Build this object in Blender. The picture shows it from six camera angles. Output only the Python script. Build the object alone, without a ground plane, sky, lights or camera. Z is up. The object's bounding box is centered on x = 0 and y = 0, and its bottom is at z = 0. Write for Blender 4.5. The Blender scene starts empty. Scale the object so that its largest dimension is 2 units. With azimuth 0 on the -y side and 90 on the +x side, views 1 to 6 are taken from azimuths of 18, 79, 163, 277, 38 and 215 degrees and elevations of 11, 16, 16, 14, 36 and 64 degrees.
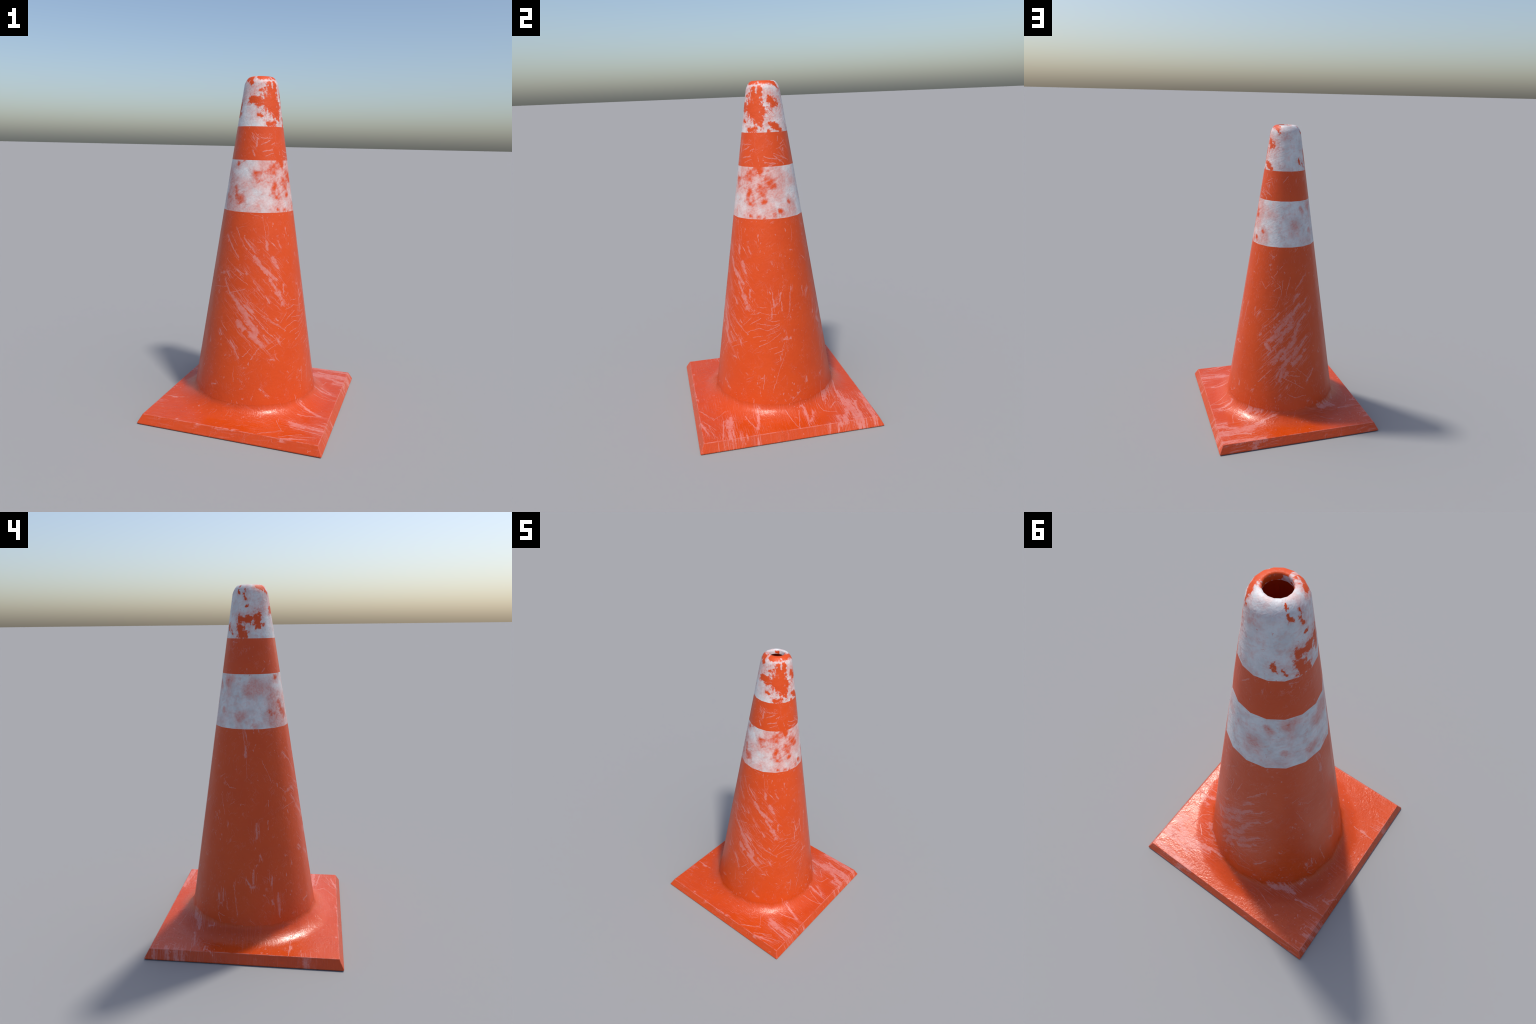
"""Weathered plastic road cone: square foot, sixteen-sided hollow shell, two worn white bands."""
import math
import bpy
from mathutils import Vector

# ------------------------------------------------------------------ proportions (metres)
SIDES = 16
CONE_A, CONE_B = 0.3985, 0.1535          # shell radius at height z is CONE_A - CONE_B * z
Z_FLARE = 0.138                          # the straight shell ends here, the flare begins
Z_COLLAR, Z_ORANGE, Z_TIP = 1.2355, 1.5290, 1.7180   # lower edges of the bands


def shell(z):
    return CONE_A - CONE_B * z


# profile rings: radius, height
FLARE = [(shell(Z_FLARE), Z_FLARE), (0.3830, 0.1190), (0.3930, 0.1050), (0.4090, 0.0910), (0.4300, 0.0775),
         (0.4580, 0.0660), (0.4900, 0.0580)]
CROWN = [(shell(1.955), 1.955), (0.0925, 1.9690), (0.0850, 1.9825), (0.0755, 1.9930), (0.0650, 1.9990),
         (0.0540, 2.0000), (0.0490, 1.9985), (0.0472, 1.9940)]
LIP_BOTTOM = (0.0490, 1.9710)
CAVITY = [(0.0720, 1.9700), (0.3440, 0.0600), (0.3480, 0.0010)]
# square rings of the foot: half width, height
FOOT = [(0.5205, 0.0545), (0.5235, 0.0531), (0.5470, 0.0085), (0.5480, 0.0045), (0.5455, 0.0)]

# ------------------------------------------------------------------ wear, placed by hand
# on the shell a mark runs from (bearing in degrees, height) to (bearing, height); last is half width in mm
SCUFFS_FRONT = [
    (236, 1.091, 260, 0.974, 3.7), (252, 1.142, 272, 1.022, 2.2), (267, 1.089, 285, 1.003, 8.0), (283, 0.985, 300, 0.895, 13.9),
    (301, 0.906, 312, 0.852, 18.3), (304, 0.858, 316, 0.74, 11.1), (315, 0.778, 320, 0.712, 16.7), (322, 0.822, 322, 0.763, 6.7),
    (309, 0.977, 314, 0.924, 12.9), (300, 1.072, 300, 1.032, 10.2), (308, 1.064, 311, 1.052, 5.1), (317, 1.073, 321, 1.032, 6.6),
    (258, 0.907, 270, 0.887, 4.4), (270, 0.916, 274, 0.889, 10.2), (243, 0.893, 251, 0.851, 4.5), (283, 0.847, 290, 0.797, 8.0),
    (243, 0.841, 253, 0.767, 4.5), (254, 0.771, 268, 0.678, 11.1), (293, 0.779, 297, 0.75, 3.3), (299, 0.757, 302, 0.724, 5.1),
    (288, 1.072, 290, 1.07, 5.8), (263, 0.733, 279, 0.62, 25.9), (279, 0.62, 287, 0.55, 25.9), (282, 0.541, 293, 0.488, 24.1),
    (266, 0.606, 273, 0.567, 18.6), (273, 0.706, 283, 0.669, 14.7), (295, 0.539, 300, 0.497, 8.2), (259, 0.497, 265, 0.454, 8.3),
    (265, 0.454, 270, 0.407, 4.5), (243, 0.55, 248, 0.521, 4.6), (308, 0.527, 312, 0.502, 7.5), (302, 0.398, 307, 0.395, 5.3),
    (291, 0.235, 295, 0.22, 4.9), (297, 0.193, 300, 0.192, 5.3), (242, 0.214, 247, 0.222, 6.2), (310, 0.633, 312, 0.617, 5.9),
]
SCUFFS_RIGHT = [
    (15, 0.834, 15, 0.815, 5.3), (1, 0.807, 358, 0.752, 5.2), (351, 0.769, 351, 0.735, 7.5), (357, 0.748, 349, 0.717, 5.2),
    (1, 0.754, 1, 0.701, 3.0), (347, 0.815, 348, 0.804, 4.8), (19, 1.05, 22, 1.047, 5.2), (32, 0.82, 33, 0.764, 2.7),
    (42, 0.799, 38, 0.766, 4.2), (351, 0.992, 352, 0.97, 3.3), (330, 0.959, 333, 0.941, 3.0), (349, 0.72, 349, 0.667, 6.0),
    (1, 0.528, 9, 0.529, 6.9), (4, 0.545, 6, 0.532, 7.6), (336, 0.299, 337, 0.3, 5.1), (22, 0.277, 22, 0.246, 4.8),
    (311, 0.513, 312, 0.499, 7.0),
]
SCUFFS_BACK = [
    (115, 1.063, 93, 0.949, 3.8), (99, 0.925, 91, 0.886, 11.8), (114, 0.896, 104, 0.848, 6.8), (121, 0.823, 115, 0.799, 6.0),
    (99, 0.852, 87, 0.781, 17.0), (87, 0.79, 70, 0.684, 31.9), (108, 0.785, 96, 0.721, 13.7), (70, 0.808, 63, 0.763, 5.9),
    (42, 0.798, 38, 0.768, 6.0), (53, 1.18, 58, 1.171, 4.6), (96, 1.228, 97, 1.211, 5.8), (70, 0.752, 71, 0.752, 9.3),
    (64, 0.707, 66, 0.708, 8.5), (82, 0.88, 77, 0.859, 5.1), (45, 0.645, 47, 0.655, 9.5), (89, 0.749, 71, 0.618, 24.7),
    (98, 0.726, 90, 0.636, 18.0), (57, 0.615, 69, 0.66, 21.4), (54, 0.587, 62, 0.549, 16.4), (71, 0.618, 59, 0.521, 13.8),
    (76, 0.553, 65, 0.477, 32.4), (89, 0.615, 76, 0.501, 26.7), (108, 0.63, 94, 0.547, 13.0), (94, 0.56, 75, 0.432, 22.5),
    (100, 0.506, 88, 0.463, 19.6), (105, 0.541, 102, 0.526, 12.2), (76, 0.423, 73, 0.344, 20.9), (71, 0.396, 68, 0.36, 12.2),
    (81, 0.396, 78, 0.37, 14.0), (115, 0.396, 105, 0.317, 6.2), (105, 0.182, 107, 0.179, 8.1), (74, 0.247, 73, 0.242, 6.2),
    (82, 0.303, 81, 0.29, 6.2), (41, 0.254, 42, 0.255, 5.8), (2, 0.537, 7, 0.526, 3.6),
]
SCUFFS_LEFT = [
    (177, 1.234, 180, 1.148, 3.5), (178, 1.148, 178, 1.092, 6.3), (197, 1.233, 197, 1.219, 3.8), (235, 1.088, 248, 1.045, 3.6),
    (172, 0.823, 176, 0.823, 2.5), (206, 0.842, 206, 0.807, 2.5), (230, 0.867, 249, 0.892, 2.9), (254, 0.771, 268, 0.679, 6.1),
    (192, 0.712, 191, 0.635, 8.6), (158, 0.715, 159, 0.705, 5.2), (187, 0.455, 187, 0.381, 6.1), (180, 0.406, 184, 0.359, 4.4),
    (185, 0.359, 188, 0.359, 7.9), (205, 0.407, 204, 0.359, 6.6), (168, 0.382, 168, 0.356, 5.3), (152, 0.301, 153, 0.213, 4.5),
    (157, 0.336, 158, 0.269, 5.4), (155, 0.247, 156, 0.249, 9.0), (211, 0.308, 212, 0.213, 9.0), (204, 0.276, 205, 0.253, 7.1),
    (200, 0.343, 200, 0.343, 4.4), (194, 0.54, 195, 0.513, 5.2), (230, 0.472, 230, 0.45, 5.4), (245, 0.541, 246, 0.537, 6.3),
    (259, 0.49, 266, 0.439, 4.7),
]
SCRATCHES_FRONT = [
    (242, 1.12, 257, 1.042, 1.8), (294, 1.223, 299, 1.072, 1.8), (273, 1.228, 294, 1.21, 2.2), (302, 1.173, 303, 1.108, 1.5),
    (241, 0.963, 270, 0.869, 2.2), (245, 0.91, 276, 0.824, 2.2), (253, 0.77, 273, 0.801, 3.0), (245, 0.594, 254, 0.544, 2.6),
    (283, 0.658, 296, 0.579, 4.4), (293, 0.586, 305, 0.529, 4.1), (281, 0.727, 301, 0.647, 1.8), (283, 0.691, 321, 0.559, 1.9),
    (296, 0.652, 313, 0.591, 1.9), (291, 0.473, 282, 0.398, 3.0), (281, 0.457, 274, 0.413, 2.6), (320, 0.512, 299, 0.45, 2.2),
    (313, 0.524, 296, 0.473, 1.9), (265, 0.351, 266, 0.262, 1.9),
]
SCRATCHES_RIGHT = [
    (13, 0.798, 10, 0.682, 3.4), (27, 1.183, 25, 1.101, 2.2), (332, 0.727, 342, 0.725, 2.3), (323, 0.674, 336, 0.693, 2.3),
    (336, 0.693, 346, 0.679, 2.3), (346, 0.679, 355, 0.682, 2.3), (314, 0.603, 324, 0.656, 1.9), (323, 0.615, 336, 0.661, 2.7),
    (342, 0.654, 350, 0.638, 2.6), (350, 0.638, 358, 0.643, 2.6), (331, 0.631, 350, 0.613, 2.3), (350, 0.613, 357, 0.622, 2.3),
    (320, 0.571, 334, 0.6, 2.7), (334, 0.6, 344, 0.586, 2.7), (344, 0.586, 357, 0.614, 2.6), (326, 0.54, 338, 0.557, 1.9),
    (343, 0.557, 357, 0.588, 1.9), (334, 0.491, 344, 0.515, 3.8), (344, 0.515, 358, 0.569, 3.0), (350, 0.445, 358, 0.463, 2.7),
    (335, 0.522, 341, 0.531, 2.7), (344, 0.473, 353, 0.487, 2.7), (1, 0.509, 356, 0.423, 1.9), (2, 0.45, 354, 0.335, 1.9),
    (354, 0.335, 347, 0.209, 2.3), (339, 0.322, 338, 0.236, 2.7), (14, 0.196, 6, 0.156, 3.2), (292, 0.654, 321, 0.555, 2.3),
]
SCRATCHES_BACK = [
    (66, 1.08, 60, 1.045, 5.4), (73, 1.111, 68, 1.089, 4.2), (40, 0.998, 48, 0.958, 3.0), (48, 0.958, 55, 1.001, 2.9),
    (65, 1.001, 71, 0.979, 3.8), (71, 0.979, 61, 0.951, 3.8), (56, 1.043, 62, 1.016, 2.9), (63, 0.759, 52, 0.704, 2.6),
    (15, 0.829, 11, 0.685, 2.2), (50, 0.821, 64, 0.829, 2.1), (87, 1.043, 79, 0.918, 2.9), (75, 1.019, 72, 0.922, 2.9),
    (71, 0.918, 64, 0.84, 2.1), (63, 0.419, 48, 0.32, 4.8), (80, 0.414, 90, 0.409, 3.1), (92, 0.43, 107, 0.347, 3.1),
    (76, 0.37, 91, 0.321, 3.5), (91, 0.321, 102, 0.269, 3.5), (83, 0.25, 91, 0.225, 4.0), (91, 0.225, 103, 0.226, 3.6),
    (82, 0.383, 97, 0.368, 3.1), (41, 0.202, 39, 0.127, 2.7),
]
SCRATCHES_LEFT = [
    (173, 1.233, 176, 1.161, 2.5), (179, 1.085, 180, 0.974, 1.4), (200, 1.063, 213, 0.938, 2.1), (248, 1.045, 259, 0.978, 2.6),
    (148, 0.95, 157, 0.914, 2.9), (157, 0.914, 166, 0.909, 2.8), (141, 0.963, 148, 0.984, 2.5), (145, 0.869, 153, 0.752, 1.8),
    (223, 0.903, 229, 0.879, 3.2), (225, 0.784, 250, 0.803, 2.2), (204, 0.729, 204, 0.678, 3.4), (168, 0.356, 172, 0.191, 3.1),
    (161, 0.265, 163, 0.214, 3.6), (153, 0.176, 157, 0.132, 3.7), (157, 0.132, 164, 0.127, 3.6), (153, 0.189, 160, 0.177, 3.2),
    (211, 0.245, 211, 0.164, 3.6),
]
TIP_WORN = [
    (320, 1.87, 329, 1.815, 59.2), (10, 1.889, 23, 1.877, 20.8), (313, 1.953, 318, 1.914, 16.7), (339, 1.957, 339, 1.924, 16.6),
    (308, 1.737, 324, 1.737, 16.6), (7, 1.767, 21, 1.743, 17.7), (30, 1.731, 33, 1.725, 10.7), (358, 1.724, 0, 1.724, 8.2),
    (257, 1.866, 282, 1.866, 26.2), (277, 1.838, 303, 1.839, 14.5), (282, 1.784, 286, 1.784, 10.4), (305, 1.736, 322, 1.737, 14.4),
    (245, 1.971, 255, 1.954, 10.6), (200, 1.844, 214, 1.786, 5.4), (7, 1.9, 16, 1.867, 12.9), (8, 1.769, 29, 1.729, 9.9),
    (119, 1.795, 119, 1.767, 15.1), (133, 1.764, 137, 1.747, 9.4), (163, 1.813, 186, 1.812, 22.2), (204, 1.828, 205, 1.79, 19.9),
    (162, 1.769, 163, 1.73, 22.2), (176, 1.747, 175, 1.73, 12.8), (122, 1.791, 123, 1.758, 8.9), (169, 1.981, 172, 1.921, 13.0),
    (148, 1.966, 151, 1.955, 8.3), (264, 1.884, 259, 1.851, 10.8), (212, 1.845, 213, 1.845, 10.6), (221, 1.792, 222, 1.792, 9.4),
    (177, 1.889, 179, 1.889, 8.2),
]
COLLAR_WORN = [
    (336, 1.524, 336, 1.416, 28.1), (317, 1.489, 328, 1.478, 21.2), (346, 1.461, 357, 1.442, 23.4), (316, 1.391, 318, 1.369, 22.4),
    (345, 1.347, 346, 1.338, 12.9), (333, 1.252, 335, 1.252, 10.6), (358, 1.261, 355, 1.241, 11.7), (13, 1.273, 16, 1.257, 10.0),
    (31, 1.321, 31, 1.315, 7.7), (342, 1.246, 344, 1.246, 7.0), (319, 1.256, 321, 1.253, 9.5), (284, 1.454, 303, 1.466, 12.5),
    (286, 1.41, 295, 1.432, 11.3), (312, 1.377, 314, 1.363, 18.2), (243, 1.359, 253, 1.282, 20.6), (226, 1.315, 230, 1.293, 12.8),
    (240, 1.516, 242, 1.505, 6.9), (254, 1.524, 255, 1.523, 5.2), (7, 1.478, 12, 1.457, 22.5), (116, 1.477, 116, 1.46, 5.3),
    (135, 1.505, 137, 1.492, 7.0), (94, 1.346, 100, 1.356, 9.3), (85, 1.324, 88, 1.324, 10.0), (13, 1.266, 16, 1.257, 6.5),
    (31, 1.327, 33, 1.325, 8.2), (185, 1.436, 187, 1.445, 11.5), (138, 1.494, 141, 1.494, 9.0), (226, 1.322, 243, 1.298, 16.5),
    (239, 1.369, 241, 1.357, 18.9), (241, 1.516, 242, 1.507, 7.1), (168, 1.312, 170, 1.312, 7.0), (191, 1.252, 192, 1.25, 5.8),
    (132, 1.334, 133, 1.334, 4.1),
]
BAND_SCRATCHES = [
    (20, 1.693, 19, 1.67, 4.7), (345, 1.585, 24, 1.561, 5.3), (347, 1.551, 9, 1.545, 5.3), (8, 1.599, 43, 1.556, 4.1),
    (355, 1.533, 10, 1.545, 4.7), (14, 1.626, 36, 1.644, 4.1), (293, 1.577, 309, 1.585, 4.2), (314, 1.619, 322, 1.631, 4.1),
    (281, 1.652, 279, 1.608, 8.0), (290, 1.652, 316, 1.654, 5.2), (293, 1.576, 315, 1.588, 5.1), (271, 1.585, 276, 1.553, 8.0),
    (258, 1.701, 261, 1.712, 4.0), (268, 1.679, 273, 1.646, 5.2), (299, 1.554, 317, 1.571, 4.6), (290, 1.619, 311, 1.643, 4.0),
    (32, 1.622, 32, 1.616, 11.6), (26, 1.649, 41, 1.67, 4.6), (25, 1.585, 43, 1.557, 4.6), (71, 1.652, 83, 1.686, 4.6),
    (7, 1.59, 28, 1.54, 4.7), (142, 1.701, 155, 1.697, 3.5), (214, 1.599, 217, 1.591, 3.5), (208, 1.538, 216, 1.562, 4.1),
]
# on the foot a mark runs from (x, y) to (x, y); last is half width in mm
BASE_SCUFFS = [
    (0.222, 0.367, 0.365, 0.374, 29.3), (0.332, 0.397, 0.537, 0.409, 51.0), (0.247, 0.511, 0.523, 0.498, 26.7), (0.462, 0.294, 0.524, 0.287, 20.0),
    (0.335, -0.352, 0.513, -0.363, 27.8), (0.5, -0.314, 0.524, -0.314, 14.5), (0.338, -0.176, 0.472, -0.202, 14.9), (0.317, -0.521, 0.451, -0.486, 7.8),
    (0.409, 0.15, 0.47, 0.121, 12.7), (-0.451, -0.257, -0.429, -0.253, 8.0), (-0.314, -0.512, -0.307, -0.506, 8.4), (-0.181, -0.524, -0.173, -0.517, 8.3),
    (-0.061, -0.521, 0.007, -0.517, 4.7), (0.041, -0.52, 0.048, -0.514, 8.1), (0.515, 0.315, 0.312, 0.409, 25.5), (0.519, 0.395, 0.326, 0.445, 16.8),
    (0.518, 0.484, 0.447, 0.493, 11.8), (0.298, 0.252, 0.205, 0.276, 37.4), (0.121, 0.331, 0.034, 0.331, 10.6), (0.227, 0.357, 0.13, 0.361, 8.6),
    (0.312, 0.504, 0.254, 0.504, 13.0), (0.513, -0.367, 0.34, -0.338, 15.4), (0.502, 0.11, 0.375, 0.095, 9.6), (-0.459, 0.576, -0.48, 0.561, 24.8),
    (0.329, 0.552, 0.298, 0.521, 21.2), (-0.186, 0.335, -0.269, 0.294, 16.4), (-0.325, 0.221, -0.332, 0.192, 8.0), (-0.491, 0.219, -0.531, 0.164, 5.4),
    (-0.533, 0.496, -0.559, 0.486, 14.4), (-0.499, 0.431, -0.577, 0.404, 16.5), (-0.504, 0.387, -0.573, 0.359, 21.9), (-0.508, 0.343, -0.561, 0.328, 13.1),
    (-0.528, -0.34, -0.545, -0.346, 21.3), (0.549, -0.213, 0.561, -0.202, 15.3), (0.509, -0.275, 0.523, -0.275, 7.2), (0.557, -0.442, 0.567, -0.438, 9.8),
    (0.517, 0.218, 0.544, 0.212, 5.6), (0.53, 0.267, 0.556, 0.256, 5.1), (-0.236, 0.298, -0.318, 0.286, 19.0), (-0.348, 0.303, -0.472, 0.279, 7.9),
    (-0.477, 0.219, -0.505, 0.218, 9.5),
]
BASE_SCRATCHES = [
    (0.335, -0.383, 0.512, -0.413, 10.5), (0.18, -0.517, 0.307, -0.439, 4.0), (0.298, -0.508, 0.413, -0.439, 3.9), (0.393, 0.065, 0.52, 0.037, 4.9),
    (0.414, 0.107, 0.521, 0.095, 5.6), (0.35, 0.197, 0.395, 0.218, 5.0), (0.395, 0.218, 0.409, 0.297, 5.0), (0.317, 0.319, 0.366, 0.273, 6.5),
    (-0.514, -0.248, -0.382, -0.251, 5.1), (-0.516, -0.316, -0.46, -0.313, 4.4), (0.327, -0.483, 0.498, -0.455, 3.3), (0.472, -0.206, 0.343, -0.255, 5.5),
    (0.521, 0.04, 0.39, -0.017, 4.6), (-0.507, -0.248, -0.433, -0.26, 4.9), (0.182, -0.512, 0.298, -0.435, 3.5), (0.298, -0.435, 0.245, -0.361, 3.5),
    (0.326, -0.515, 0.499, -0.438, 3.4), (0.335, -0.483, 0.431, -0.451, 2.8), (-0.179, 0.397, -0.263, 0.421, 4.7), (-0.438, 0.229, -0.47, 0.138, 4.0),
    (-0.397, 0.305, -0.524, 0.288, 3.9),
]
# the crown's rim is bare on this side: bearings at the very top
RIM_WORN = [(274, 1.992, 320, 1.996, 9), (320, 1.996, 358, 1.996, 11), (0, 1.996, 42, 1.985, 11), (215, 1.985, 248, 1.990, 10),
            (38, 1.972, 48, 1.955, 7), (140, 1.990, 143, 1.985, 3)]
LIP_WORN = [(116, 1.984, 138, 1.984, 10), (300, 1.982, 358, 1.982, 14), (0, 1.982, 22, 1.982, 14), (222, 1.980, 250, 1.980, 10)]


# ------------------------------------------------------------------ mesh building
class Builder:
    """Collects faces with a smooth normal per corner, so that parts cut from one surface show no seam."""

    def __init__(self):
        self.verts, self.index, self.faces, self.normals = [], {}, [], []

    def vert(self, p):
        key = tuple(round(c, 6) for c in p)
        if key not in self.index:
            self.index[key] = len(self.verts)
            self.verts.append(key)
        return self.index[key]

    def face(self, corners):
        ids = [self.vert(p) for p, n in corners]
        if len(set(ids)) < 3:
            return
        self.faces.append(ids)
        self.normals.extend(n for p, n in corners)

    def build(self, name, material, parent):
        me = bpy.data.meshes.new(name)
        me.from_pydata(self.verts, [], self.faces)
        me.polygons.foreach_set("use_smooth", [True] * len(me.polygons))
        me.normals_split_custom_set([Vector(n).normalized() for n in self.normals])
        me.materials.append(material)
        ob = bpy.data.objects.new(name, me)
        bpy.context.scene.collection.objects.link(ob)
        ob.parent = parent
        return ob


def bearing(k):
    a = 2.0 * math.pi * k / SIDES
    return math.cos(a), math.sin(a)


def ring_corner(k, r, z, n):
    c, s = bearing(k)
    return (r * c, r * s, z), (n[0] * c, n[0] * s, n[1])


def profile_normals(points):
    """Smooth 2D normals (radial, up) along a profile that runs outside-up or upwards."""
    out = []
    for i, p in enumerate(points):
        a, b = points[max(i - 1, 0)], points[min(i + 1, len(points) - 1)]
        dr, dz = b[0] - a[0], b[1] - a[1]
        length = math.hypot(dr, dz)
        out.append((dz / length, -dr / length))
    return out


def sweep(builder, points, normals):
    """Turn a profile (listed from below to above as seen outside) round the axis."""
    for (p, n), (q, m) in zip(zip(points, normals), zip(points[1:], normals[1:])):
        for k in range(SIDES):
            builder.face([ring_corner(k, *p, n), ring_corner(k + 1, *p, n), ring_corner(k + 1, *q, m), ring_corner(k, *q, m)])


SLOPE = (1.0 / math.hypot(1, CONE_B), CONE_B / math.hypot(1, CONE_B))   # normal of the straight shell


def square_points(half, rounding=0.004):
    """Perimeter of the foot: for each of the 16 bearings one point, at the corners three (rounded)."""
    rows = []
    for k in range(SIDES):
        c, s = bearing(k)
        m = max(abs(c), abs(s))
        x, y = half * c / m, half * s / m
        if k % 4 == 2:
            sx, sy = math.copysign(1, x), math.copysign(1, y)
            side = [(sx * half, sy * (half - rounding)), (sx * (half - 0.3 * rounding), sy * (half - 0.3 * rounding)), (sx * (half - rounding), sy * half)]
            rows.append(side if sx * sy > 0 else side[::-1])
        else:
            rows.append([(x, y)])
    return rows


def side_normal(k, j, tilt):
    """Outward normal of the foot's flank near perimeter point j of bearing k, leaning up by tilt (radians)."""
    if k % 4 == 2:
        a = (k * 22.5 - 45.0 + (0.0, 45.0, 90.0)[j])
    else:
        a = round(k / 4) * 90.0
    a = math.radians(a)
    return math.cos(a) * math.cos(tilt), math.sin(a) * math.cos(tilt), math.sin(tilt)


def build_base(parent, material):
    b = Builder()
    flare = FLARE[::-1]                                   # from the plate up to the shell
    normals = profile_normals(flare)
    normals[-1] = SLOPE
    normals[0] = (0.06, 1.0)
    sweep(b, flare, normals)
    # top of the plate: from the last flare ring out to the square edge
    top = square_points(FOOT[0][0])
    z = FOOT[0][1]
    up = (0.0, 0.0, 1.0)
    for k in range(SIDES):
        a, c = top[k][-1], top[(k + 1) % SIDES][0]
        b.face([((*a, z), up), ((*c, z), up), ring_corner(k + 1, *flare[0], normals[0]), ring_corner(k, *flare[0], normals[0])])
        for p, q in zip(top[k], top[k][1:]):
            b.face([((*p, z), up), ((*q, z), up), ring_corner(k, *flare[0], normals[0])])
    # flank
    slant = math.atan2(FOOT[2][0] - FOOT[1][0], FOOT[1][1] - FOOT[2][1])
    tilts = [math.pi / 2, slant, slant, 0.0, -0.7]
    rings = [square_points(h) for h, z in FOOT]
    for i in range(len(FOOT) - 1):
        for k in range(SIDES):
            seq = [(p, k, j) for j, p in enumerate(rings[i][k])] + [(rings[i][(k + 1) % SIDES][0], k + 1, 0)]
            low = [(p, k, j) for j, p in enumerate(rings[i + 1][k])] + [(rings[i + 1][(k + 1) % SIDES][0], k + 1, 0)]
            for (p, kp, jp), (q, kq, jq), (r, kr, jr), (s, ks, js) in zip(seq, seq[1:], low, low[1:]):
                up_n = [side_normal(kk % SIDES, jj, tilts[i]) for kk, jj in ((kp, jp), (kq, jq))]
                dn_n = [side_normal(kk % SIDES, jj, tilts[i + 1]) for kk, jj in ((ks, js), (kr, jr))]
                b.face([((*r, FOOT[i + 1][1]), dn_n[1]), ((*s, FOOT[i + 1][1]), dn_n[0]), ((*q, FOOT[i][1]), up_n[1]), ((*p, FOOT[i][1]), up_n[0])])
    # underside
    down = (0.0, 0.0, -1.0)
    low = rings[-1]
    for k in range(SIDES):
        a, c = low[k][-1], low[(k + 1) % SIDES][0]
        (p, _), (q, _) = ring_corner(k, CAVITY[-1][0], 0.0, (0, -1)), ring_corner(k + 1, CAVITY[-1][0], 0.0, (0, -1))
        b.face([((*c, 0.0), down), ((*a, 0.0), down), (p, down), (q, down)])
        for u, v in zip(low[k], low[k][1:]):
            b.face([((*v, 0.0), down), ((*u, 0.0), down), (p, down)])
    return b.build("base", material, parent)


def build_band(parent, name, material, z0, z1):
    b = Builder()
    steps = max(2, int((z1 - z0) / 0.12))
    pts = [(shell(z0 + (z1 - z0) * i / steps), z0 + (z1 - z0) * i / steps) for i in range(steps + 1)]
    sweep(b, pts, [SLOPE] * len(pts))
    return b.build(name, material, parent)


def build_tip(parent, material):
    b = Builder()
    straight = [(shell(Z_TIP), Z_TIP), (shell(1.84), 1.84)]
    normals = profile_normals(CROWN)
    normals[0] = SLOPE
    normals[-1] = (-0.95, 0.3)
    sweep(b, straight + CROWN, [SLOPE, SLOPE] + normals)
    return b.build("tip", material, parent)


def build_lip(parent, material):
    b = Builder()
    sweep(b, [CROWN[-1], LIP_BOTTOM], [(-0.95, 0.3), (-1.0, 0.0)])
    return b.build("hole_lip", material, parent)


def build_cavity(parent, material):
    b = Builder()
    sweep(b, [LIP_BOTTOM, CAVITY[0]], [(0.0, -1.0)] * 2)
    inward = (-0.99, -0.14)
    sweep(b, CAVITY, [inward] * len(CAVITY))
    return b.build("inner_wall", material, parent)


# ------------------------------------------------------------------ node helpers
class Nodes:
    def __init__(self, tree):
        self.t = tree

    def new(self, kind, **props):
        n = self.t.nodes.new(kind)
        for k, v in props.items():
            setattr(n, k, v)
        return n

    def link(self, a, socket):
        if isinstance(a, bpy.types.NodeSocket):
            self.t.links.new(a, socket)
        else:
            socket.default_value = a

    def math(self, op, a, b=0.0, c=0.0, clamp=False):
        n = self.new("ShaderNodeMath", operation=op, use_clamp=clamp)
        for s, v in zip(n.inputs, (a, b, c)):
            self.link(v, s)
        return n.outputs[0]

    def vec(self, op, a, b=(0, 0, 0), scale=None):
        n = self.new("ShaderNodeVectorMath", operation=op)
        self.link(a, n.inputs[0])
        if scale is not None:
            self.link(scale, n.inputs["Scale"])
        else:
            self.link(b, n.inputs[1])
        return n.outputs["Value"] if op in ("DOT_PRODUCT", "LENGTH") else n.outputs["Vector"]

    def join(self, x, y, z=0.0):
        n = self.new("ShaderNodeCombineXYZ")
        for s, v in zip(n.inputs, (x, y, z)):
            self.link(v, s)
        return n.outputs[0]

    def noise(self, vector, scale, detail=2.0, rough=0.5, distortion=0.0, colour=False):
        n = self.new("ShaderNodeTexNoise")
        self.link(vector, n.inputs["Vector"])
        n.inputs["Scale"].default_value = scale
        n.inputs["Detail"].default_value = detail
        n.inputs["Roughness"].default_value = rough
        n.inputs["Distortion"].default_value = distortion
        return n.outputs["Color" if colour else "Fac"]

    def step(self, v, lo, hi, a=0.0, b=1.0):
        n = self.new("ShaderNodeMapRange", interpolation_type="SMOOTHSTEP")
        self.link(v, n.inputs["Value"])
        for s, x in zip(("From Min", "From Max", "To Min", "To Max"), (lo, hi, a, b)):
            n.inputs[s].default_value = x
        return n.outputs["Result"]

    def mix(self, fac, a, b):
        n = self.new("ShaderNodeMix", data_type="RGBA")
        self.link(fac, n.inputs[0])
        for v, s in ((a, n.inputs[6]), (b, n.inputs[7])):
            self.link(v if isinstance(v, bpy.types.NodeSocket) else (*v, 1.0), s)
        return n.outputs[2]

    def maximum(self, items):
        out = items[0]
        for v in items[1:]:
            out = self.math("MAXIMUM", out, v)
        return out


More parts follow.
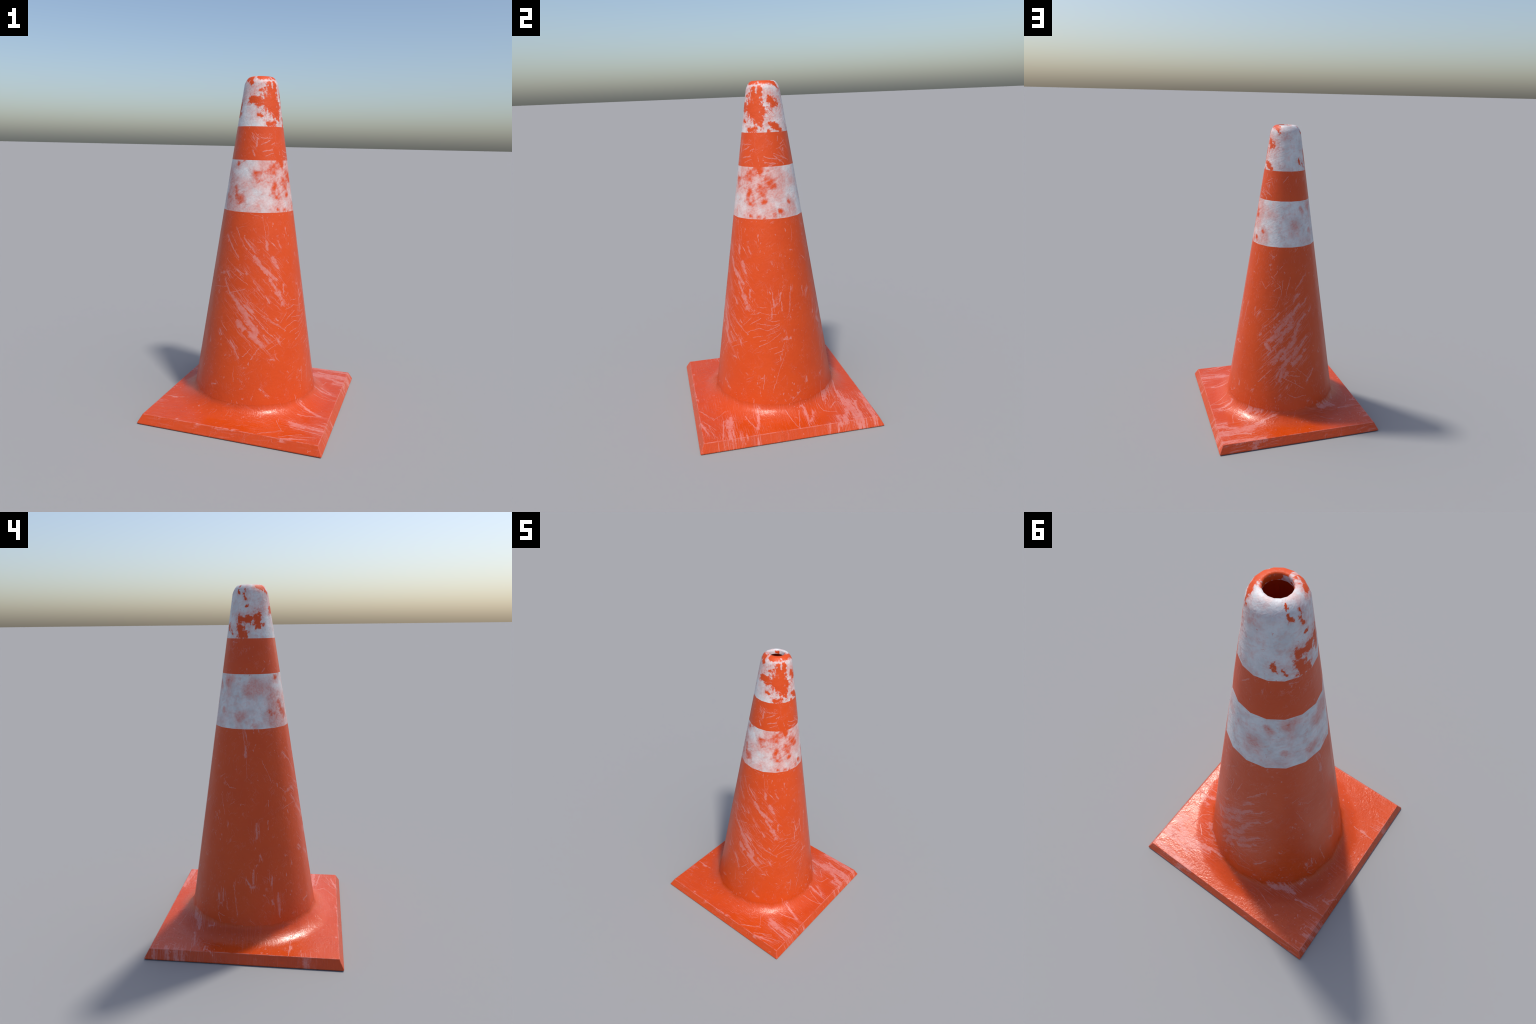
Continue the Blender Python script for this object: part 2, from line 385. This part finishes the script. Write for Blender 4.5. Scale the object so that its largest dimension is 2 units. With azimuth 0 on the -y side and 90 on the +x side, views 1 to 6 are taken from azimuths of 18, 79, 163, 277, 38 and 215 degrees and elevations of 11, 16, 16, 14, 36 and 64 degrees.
def make_stroke_group():
    """Field of one straight mark: 1 on its line, 0 at its half width, falling on outside.

    The point lies in the xy plane; its z carries the strongest field so far, so marks are chained one after another.
    """
    g = bpy.data.node_groups.new("wear_mark", "ShaderNodeTree")
    for name, kind in (("Point", "NodeSocketVector"), ("Start", "NodeSocketVector"), ("Run", "NodeSocketVector"),
                       ("Inverse Square", "NodeSocketFloat"), ("Inverse Width", "NodeSocketFloat")):
        g.interface.new_socket(name, in_out="INPUT", socket_type=kind)
    g.interface.new_socket("Point", in_out="OUTPUT", socket_type="NodeSocketVector")
    n = Nodes(g)
    i, o = n.new("NodeGroupInput").outputs, n.new("NodeGroupOutput").inputs
    d = n.vec("MULTIPLY", n.vec("SUBTRACT", i["Point"], i["Start"]), (1.0, 1.0, 0.0))
    t = n.math("MULTIPLY", n.vec("DOT_PRODUCT", d, i["Run"]), i["Inverse Square"], clamp=True)
    off = n.vec("SUBTRACT", d, n.vec("SCALE", i["Run"], scale=t))
    field = n.math("MULTIPLY_ADD", n.math("MULTIPLY", n.vec("LENGTH", off), i["Inverse Width"]), -1.0, 1.0)
    floor = n.join(-1000.0, -1000.0, field)
    n.link(n.vec("MAXIMUM", i["Point"], floor), o["Point"])
    return g


def marks(n, group, point, items):
    """Field of a list of marks given in the plane of `point`: (x0, y0, x1, y1, half width in metres)."""
    point = n.vec("ADD", n.vec("MULTIPLY", point, (1.0, 1.0, 0.0)), (0.0, 0.0, -50.0))
    for x0, y0, x1, y1, w in items:
        run = (x1 - x0, y1 - y0, 0.0)
        s = n.new("ShaderNodeGroup", node_tree=group)
        n.link(point, s.inputs["Point"])
        s.inputs["Start"].default_value = (x0, y0, 0.0)
        s.inputs["Run"].default_value = run
        s.inputs["Inverse Square"].default_value = 1.0 / max(run[0] ** 2 + run[1] ** 2, 1e-6)
        s.inputs["Inverse Width"].default_value = 1.0 / w
        point = s.outputs["Point"]
    sep = n.new("ShaderNodeSeparateXYZ")
    n.link(point, sep.inputs[0])
    return sep.outputs[2]


def unrolled(items, back, grow=1.0):
    """Bearing and height of marks -> the unrolled shell, measured from the +x axis or (back) from the -x axis."""
    out = []
    for a0, z0, a1, z1, w in items:
        zero = 180.0 if back else 0.0
        s = []
        for a, z in ((a0, z0), (a1, z1)):
            d = (a - zero + 180.0) % 360.0 - 180.0
            s.append(math.radians(d) * shell(z))
        out.append((s[0], z0, s[1], z1, w * 0.001 * grow))
    return out


def by_side(items):
    """Split marks into those of the +x half and of the -x half, so that no seam cuts them."""
    front = [m for m in items if math.cos(math.radians((m[0] + m[2]) / 2)) > 0 or abs(m[0] - m[2]) > 180]
    return front, [m for m in items if m not in front]


def shell_points(n, position, warp=0.010, warp_scale=34.0, warp_detail=4.0):
    """Object position -> (arc length, height) on the unrolled shell, from both zero lines, slightly warped."""
    sep = n.new("ShaderNodeSeparateXYZ")
    n.link(position, sep.inputs[0])
    x, y, z = sep.outputs
    r = n.math("MULTIPLY_ADD", z, -CONE_B, CONE_A)
    wob = n.vec("SCALE", n.vec("SUBTRACT", n.noise(position, warp_scale, warp_detail, 0.62, colour=True), (0.5, 0.5, 0.5)), scale=warp * 2.0)
    right = n.join(n.math("MULTIPLY", n.math("ARCTAN2", y, x), r), z)
    left = n.join(n.math("MULTIPLY", n.math("ARCTAN2", n.math("MULTIPLY", y, -1.0), n.math("MULTIPLY", x, -1.0)), r), z)
    return n.vec("ADD", right, wob), n.vec("ADD", left, wob), z


def shell_field(n, group, points, items, grow=1.0):
    a, b = by_side(items)
    fields = []
    if a:
        fields.append(marks(n, group, points[0], unrolled(a, False, grow)))
    if b:
        fields.append(marks(n, group, points[1], unrolled(b, True, grow)))
    return n.maximum(fields)


def streaks(n, point, direction, along, across, detail=3.0):
    """Noise drawn out along a direction of the unrolled surface."""
    dx, dy = direction
    u = n.vec("DOT_PRODUCT", point, (dx, dy, 0.0))
    v = n.vec("DOT_PRODUCT", point, (-dy, dx, 0.0))
    return n.noise(n.join(n.math("MULTIPLY", u, along), n.math("MULTIPLY", v, across), dx * 7.0 + 3.0), 1.0, detail, 0.6)


ORANGE = (0.650, 0.067, 0.004)
SCUFF = (0.650, 0.205, 0.165)
WHITE = (0.70, 0.69, 0.69)


def start_material(name):
    mat = bpy.data.materials.new(name)
    mat.use_nodes = True
    t = mat.node_tree
    t.nodes.clear()
    n = Nodes(t)
    bsdf = n.new("ShaderNodeBsdfPrincipled")
    n.link(bsdf.outputs[0], n.new("ShaderNodeOutputMaterial").inputs["Surface"])
    pos = n.new("ShaderNodeTexCoord").outputs["Object"]
    return mat, n, bsdf, pos


def grain_strength(n, pos):
    """The pebbled grain is worn flat in places."""
    return n.step(n.noise(pos, 6.5, 3.0), 0.40, 0.62, 0.45, 1.0)


def leather(n, pos, scale=70.0):
    """Fine pebbled grain of the moulded plastic."""
    return n.math("ADD", n.noise(pos, scale, 2.0, 0.5, 0.6), n.math("MULTIPLY", n.noise(pos, scale * 0.35, 1.0), 0.8))


def finish(n, bsdf, colour, rough, height, strength=0.35, distance=0.004):
    n.link(colour, bsdf.inputs["Base Color"])
    n.link(rough, bsdf.inputs["Roughness"])
    bsdf.inputs["Specular IOR Level"].default_value = 0.42
    bump = n.new("ShaderNodeBump")
    bump.inputs["Strength"].default_value = strength
    bump.inputs["Distance"].default_value = distance
    n.link(height, bump.inputs["Height"])
    n.link(bump.outputs[0], bsdf.inputs["Normal"])


def orange_tone(n, pos):
    return n.mix(n.step(n.noise(pos, 7.0, 3.0), 0.35, 0.65), ORANGE, tuple(c * f for c, f in zip(ORANGE, (0.97, 0.93, 0.9))))


def flecks(n, pos, scale, threshold):
    """Stray specks, gathered in patches."""
    spots = n.noise(pos, scale, 2.0, 0.6)
    patch = n.step(n.noise(pos, 9.0, 2.0), 0.45, 0.65, -0.05, 0.03)
    return n.step(n.math("ADD", spots, patch), threshold, threshold + 0.05)


def hairlines(n, point, direction, gap=170.0):
    """Hair scratches: thin level lines of a long noise, broken up by another."""
    s = streaks(n, point, direction, 9.0, gap * 0.25, 1.0)
    line = n.step(n.math("ABSOLUTE", n.math("SUBTRACT", s, 0.5)), 0.0, 0.013, 1.0, 0.0)
    return n.math("MULTIPLY", line, n.step(n.noise(point, 16.0, 3.0), 0.50, 0.64))


def shell_orange(name, group, scuffs, scratches):
    """scuffs: list of (marks, streak direction); scratches: list of marks."""
    mat, n, bsdf, pos = start_material(name)
    right, left, z = shell_points(n, pos)
    points = (right, left)
    crumbs = n.noise(pos, 85.0, 4.0, 0.7)
    patchy = n.step(n.noise(pos, 48.0, 4.0, 0.65), 0.34, 0.60, 0.60, 1.0)
    masks = []
    for items, direction, base in scuffs:
        field = shell_field(n, group, points, items, 0.95)
        s = streaks(n, points[base], direction, 14.0, 75.0)
        v = n.math("ADD", field, n.math("MULTIPLY", n.math("SUBTRACT", s, 0.5), 3.6))
        v = n.math("ADD", v, n.math("MULTIPLY", n.math("SUBTRACT", crumbs, 0.5), 2.6))
        masks.append(n.math("MULTIPLY", n.step(v, 0.0, 0.62), patchy))
        rake = streaks(n, points[base], direction, 9.0, 190.0, 2.0)          # fine rake marks round the scuffs
        near = n.step(field, -7.0, 0.0, -0.16, 0.05)
        masks.append(n.math("MULTIPLY", n.step(n.math("ADD", rake, near), 0.575, 0.69), 0.62))
    scuff = n.maximum(masks)
    lines = shell_field(n, group, points, scratches, 0.80)
    lines = n.math("ADD", lines, n.math("MULTIPLY", n.math("SUBTRACT", n.noise(pos, 45.0, 3.0), 0.5), 2.0))
    line = n.step(lines, 0.0, 0.8, 0.0, 0.80)
    hair = n.maximum([hairlines(n, right, (0.62, -0.78)), hairlines(n, left, (-0.6, -0.8)), hairlines(n, right, (0.1, -1.0), 260.0),
                      hairlines(n, left, (0.85, 0.5), 220.0)])
    hair = n.math("MULTIPLY", hair, 0.42)
    speck = n.math("MULTIPLY", flecks(n, n.vec("MULTIPLY", pos, (1.0, 1.0, 0.45)), 75.0, 0.655), 0.75)
    wear = n.maximum([n.math("MULTIPLY", scuff, 0.92), line, hair, speck])
    colour = n.mix(wear, orange_tone(n, pos), SCUFF)
    rough = n.math("MULTIPLY_ADD", wear, 0.12, n.step(n.noise(pos, 5.0, 3.0), 0.3, 0.7, 0.34, 0.44))
    height = n.math("MULTIPLY_ADD", n.maximum([line, hair]), 0.9, leather(n, pos))
    finish(n, bsdf, colour, rough, height, 0.25)
    return mat


def base_orange(name, group):
    mat, n, bsdf, pos = start_material(name)
    flat = n.vec("MULTIPLY", pos, (1.0, 1.0, 0.0))
    wob = n.vec("SCALE", n.vec("SUBTRACT", n.noise(pos, 25.0, 2.0, colour=True), (0.5, 0.5, 0.5)), scale=0.014)
    wob = n.vec("MULTIPLY", wob, (1.0, 1.0, 0.0))
    point = n.vec("ADD", flat, wob)
    mm = lambda items: [(*m[:4], m[4] * 0.00088) for m in items]
    field = marks(n, group, point, mm(BASE_SCUFFS))
    s = streaks(n, flat, (1.0, 0.03), 11.0, 85.0)
    crumbs = n.noise(pos, 80.0, 4.0, 0.7)
    v = n.math("ADD", field, n.math("MULTIPLY", n.math("SUBTRACT", s, 0.5), 4.2))
    v = n.math("ADD", v, n.math("MULTIPLY", n.math("SUBTRACT", crumbs, 0.5), 2.6))
    rake = streaks(n, flat, (1.0, 0.03), 9.0, 210.0, 2.0)
    rake = n.step(n.math("ADD", rake, n.step(field, -5.0, 0.0, -0.16, 0.06)), 0.56, 0.68, 0.0, 0.62)
    scuff = n.math("MULTIPLY", n.math("MAXIMUM", rake, n.step(v, 0.05, 0.60)), n.step(n.noise(pos, 45.0, 4.0, 0.65), 0.34, 0.60, 0.62, 1.0))
    lines = n.math("ADD", marks(n, group, point, [(*m[:4], m[4] * 0.00062) for m in BASE_SCRATCHES]), n.math("MULTIPLY", n.math("SUBTRACT", n.noise(pos, 45.0, 3.0), 0.5), 2.0))
    line = n.step(lines, 0.0, 0.8, 0.0, 0.75)
    hair = n.math("MULTIPLY", n.math("MAXIMUM", hairlines(n, flat, (0.96, 0.28)), hairlines(n, flat, (0.5, 0.86))), 0.35)
    speck = n.math("MULTIPLY", flecks(n, pos, 60.0, 0.665), 0.75)
    # bevel highlight painted as a pale line on the edge between top and flank
    sep = n.new("ShaderNodeSeparateXYZ")
    n.link(pos, sep.inputs[0])
    rim = n.math("MAXIMUM", n.math("ABSOLUTE", sep.outputs[0]), n.math("ABSOLUTE", sep.outputs[1]))
    rim = n.step(n.math("ABSOLUTE", n.math("SUBTRACT", rim, 0.5215)), 0.0008, 0.0040, 1.0, 0.0)
    corner = n.math("ABSOLUTE", n.math("SUBTRACT", n.math("ABSOLUTE", sep.outputs[0]), n.math("ABSOLUTE", sep.outputs[1])))
    corner = n.math("MULTIPLY", n.step(corner, 0.001, 0.004, 1.0, 0.0), n.step(sep.outputs[2], 0.0525, 0.0515))
    rim = n.math("MULTIPLY", n.math("MAXIMUM", rim, corner), n.step(n.noise(pos, 28.0, 3.0, 0.6), 0.36, 0.62, 0.05, 0.60))
    # patchy pinkish film in fine directional streaks
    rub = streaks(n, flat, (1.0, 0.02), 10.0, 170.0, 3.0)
    pale_tint = n.math("MULTIPLY", n.step(rub, 0.50, 0.72), n.step(n.noise(pos, 6.0, 3.0), 0.38, 0.62, 0.04, 0.24))
    wear = n.maximum([n.math("MULTIPLY", scuff, 0.92), line, hair, speck, rim, pale_tint])
    colour = n.mix(wear, n.mix(0.10, orange_tone(n, pos), (0.0, 0.0, 0.0)), SCUFF)  # foot orange darkened with black for the ambient shade on the plate
    rough = n.math("MULTIPLY_ADD", wear, 0.10, n.step(n.noise(pos, 5.0, 3.0), 0.3, 0.7, 0.25, 0.34))
    grain = n.math("MULTIPLY", leather(n, pos, 88.0), grain_strength(n, pos))
    height = n.math("MULTIPLY_ADD", n.maximum([line, hair]), 0.9, grain)
    finish(n, bsdf, colour, rough, height, 0.42)
    return mat


def worn_white(name, group, worn, ragged, haze, smear, edge, warp=(0.026, 32.0, 5.0), coarseness=30.0, roughness=0.66, grit=0.5):
    """White sheet rubbed through to the orange below.

    ragged: edge roughness; haze: pink rubbing; smear: wrinkled smears; edge: softness.
    worn: lists of marks, each with a width factor and a strength added to its field.
    """
    mat, n, bsdf, pos = start_material(name)
    points = shell_points(n, pos, *warp)
    field = n.maximum([n.math("ADD", shell_field(n, group, points[:2], items, grow), boost) for items, grow, boost in worn])
    coarse = n.noise(pos, coarseness, 6.0, roughness)
    fine = n.noise(pos, 85.0, 5.0, 0.7)
    wrinkle = streaks(n, shell_points(n, pos, 0.004, 12.0, 1.0)[0], (0.90, 0.43), 17.0, 80.0, 3.0)
    v = n.math("ADD", n.math("MAXIMUM", field, -1.2), n.math("MULTIPLY", n.math("SUBTRACT", coarse, 0.5), ragged))
    v = n.math("ADD", v, n.math("MULTIPLY", n.math("SUBTRACT", fine, 0.5), ragged * grit))
    v = n.math("ADD", v, n.math("MULTIPLY", n.math("SUBTRACT", wrinkle, 0.5), smear))
    bare = n.step(v, *edge)
    rub = n.noise(n.vec("MULTIPLY", pos, (1.0, 1.0, 0.8)), 10.0, 4.0, 0.5)
    near = n.step(field, -2.6, 0.3, -0.10, 0.16)
    pink = n.math("MULTIPLY", n.step(n.math("ADD", rub, near), 0.36, 0.72), haze)
    pink = n.math("MULTIPLY", pink, n.step(n.math("ADD", fine, n.math("MULTIPLY", wrinkle, 0.5)), 0.60, 0.90, 1.0 - grit, 1.0 + 0.4 * grit))
    mottle = n.step(n.noise(pos, 24.0, 5.0, 0.7), 0.42, 0.70, 0.0, 0.34)
    scrape = n.step(wrinkle, 0.50, 0.76, 0.0, 0.26)
    specks = n.step(n.noise(pos, 60.0, 4.0, 0.7), 0.63, 0.72, 0.0, 0.75)
    cover = n.maximum([bare, n.math("ADD", pink, n.step(fine, 0.42, 0.68, 0.0, 0.07)), mottle, scrape, specks])
    colour = n.mix(cover, n.mix(n.step(n.noise(pos, 20.0, 4.0, 0.6), 0.35, 0.65), WHITE, (0.60, 0.60, 0.605)), orange_tone(n, pos))
    rough = n.step(rub, 0.3, 0.7, 0.46, 0.58)
    height = n.math("ADD", n.math("MULTIPLY", wrinkle, 0.9), leather(n, pos, 90.0))
    finish(n, bsdf, colour, rough, height, 0.32)
    return mat


def plain_orange(name):
    mat, n, bsdf, pos = start_material(name)
    finish(n, bsdf, orange_tone(n, pos), 0.5, leather(n, pos), 0.2)
    return mat


# ------------------------------------------------------------------ assembly
def main():
    group = make_stroke_group()
    cone = bpy.data.objects.new("traffic_cone", None)
    bpy.context.scene.collection.objects.link(cone)
    cone["label"] = "worn orange traffic cone with two scuffed white bands"
    cone["category"] = "traffic cone"

    down_right, down_left, vertical = (0.62, -0.78), (-0.60, -0.80), (0.05, -1.0)
    body_mat = shell_orange("scuffed_orange_shell", group,
                            [(SCUFFS_FRONT, down_right, 0), (SCUFFS_BACK, down_left, 0), (SCUFFS_RIGHT, vertical, 0), (SCUFFS_LEFT, vertical, 1)],
                            SCRATCHES_FRONT + SCRATCHES_RIGHT + SCRATCHES_BACK + SCRATCHES_LEFT)
    band_mat = shell_orange("scratched_orange_band", group, [(BAND_SCRATCHES[8:9] + BAND_SCRATCHES[16:17], down_right, 0)], BAND_SCRATCHES)
    build_base(cone, base_orange("scuffed_orange_foot", group))
    build_band(cone, "body", body_mat, Z_FLARE, Z_COLLAR)
    build_band(cone, "white_band", worn_white("worn_white_collar", group, [(COLLAR_WORN[:4], 2.2, 0.40), (COLLAR_WORN[4:18], 2.2, 0.22), (COLLAR_WORN[18:], 2.2, -0.35)], 4.2, 0.52, 1.5, (-0.60, 1.85), (0.024, 20.0, 3.0), 20.0, 0.54, 0.22), Z_COLLAR, Z_ORANGE)
    build_band(cone, "orange_band", band_mat, Z_ORANGE, Z_TIP)
    faint = [m for m in TIP_WORN if 115 < m[0] < 160 or (m[0] < 200 and m[0] > 115 and m[1] > 1.87)]
    strong = [m for m in TIP_WORN if m not in faint]
    build_tip(cone, worn_white("worn_white_tip", group, [(strong, 1.08, 0.0), (RIM_WORN, 1.15, 0.25), (faint, 0.9, -0.42)], 3.8, 0.46, 0.8, (-0.52, 0.40)))
    build_lip(cone, worn_white("worn_white_lip", group, [(LIP_WORN, 1.0, 0.0)], 3.0, 0.46, 0.8, (-0.50, 0.38)))
    build_cavity(cone, plain_orange("orange_inside"))


main()
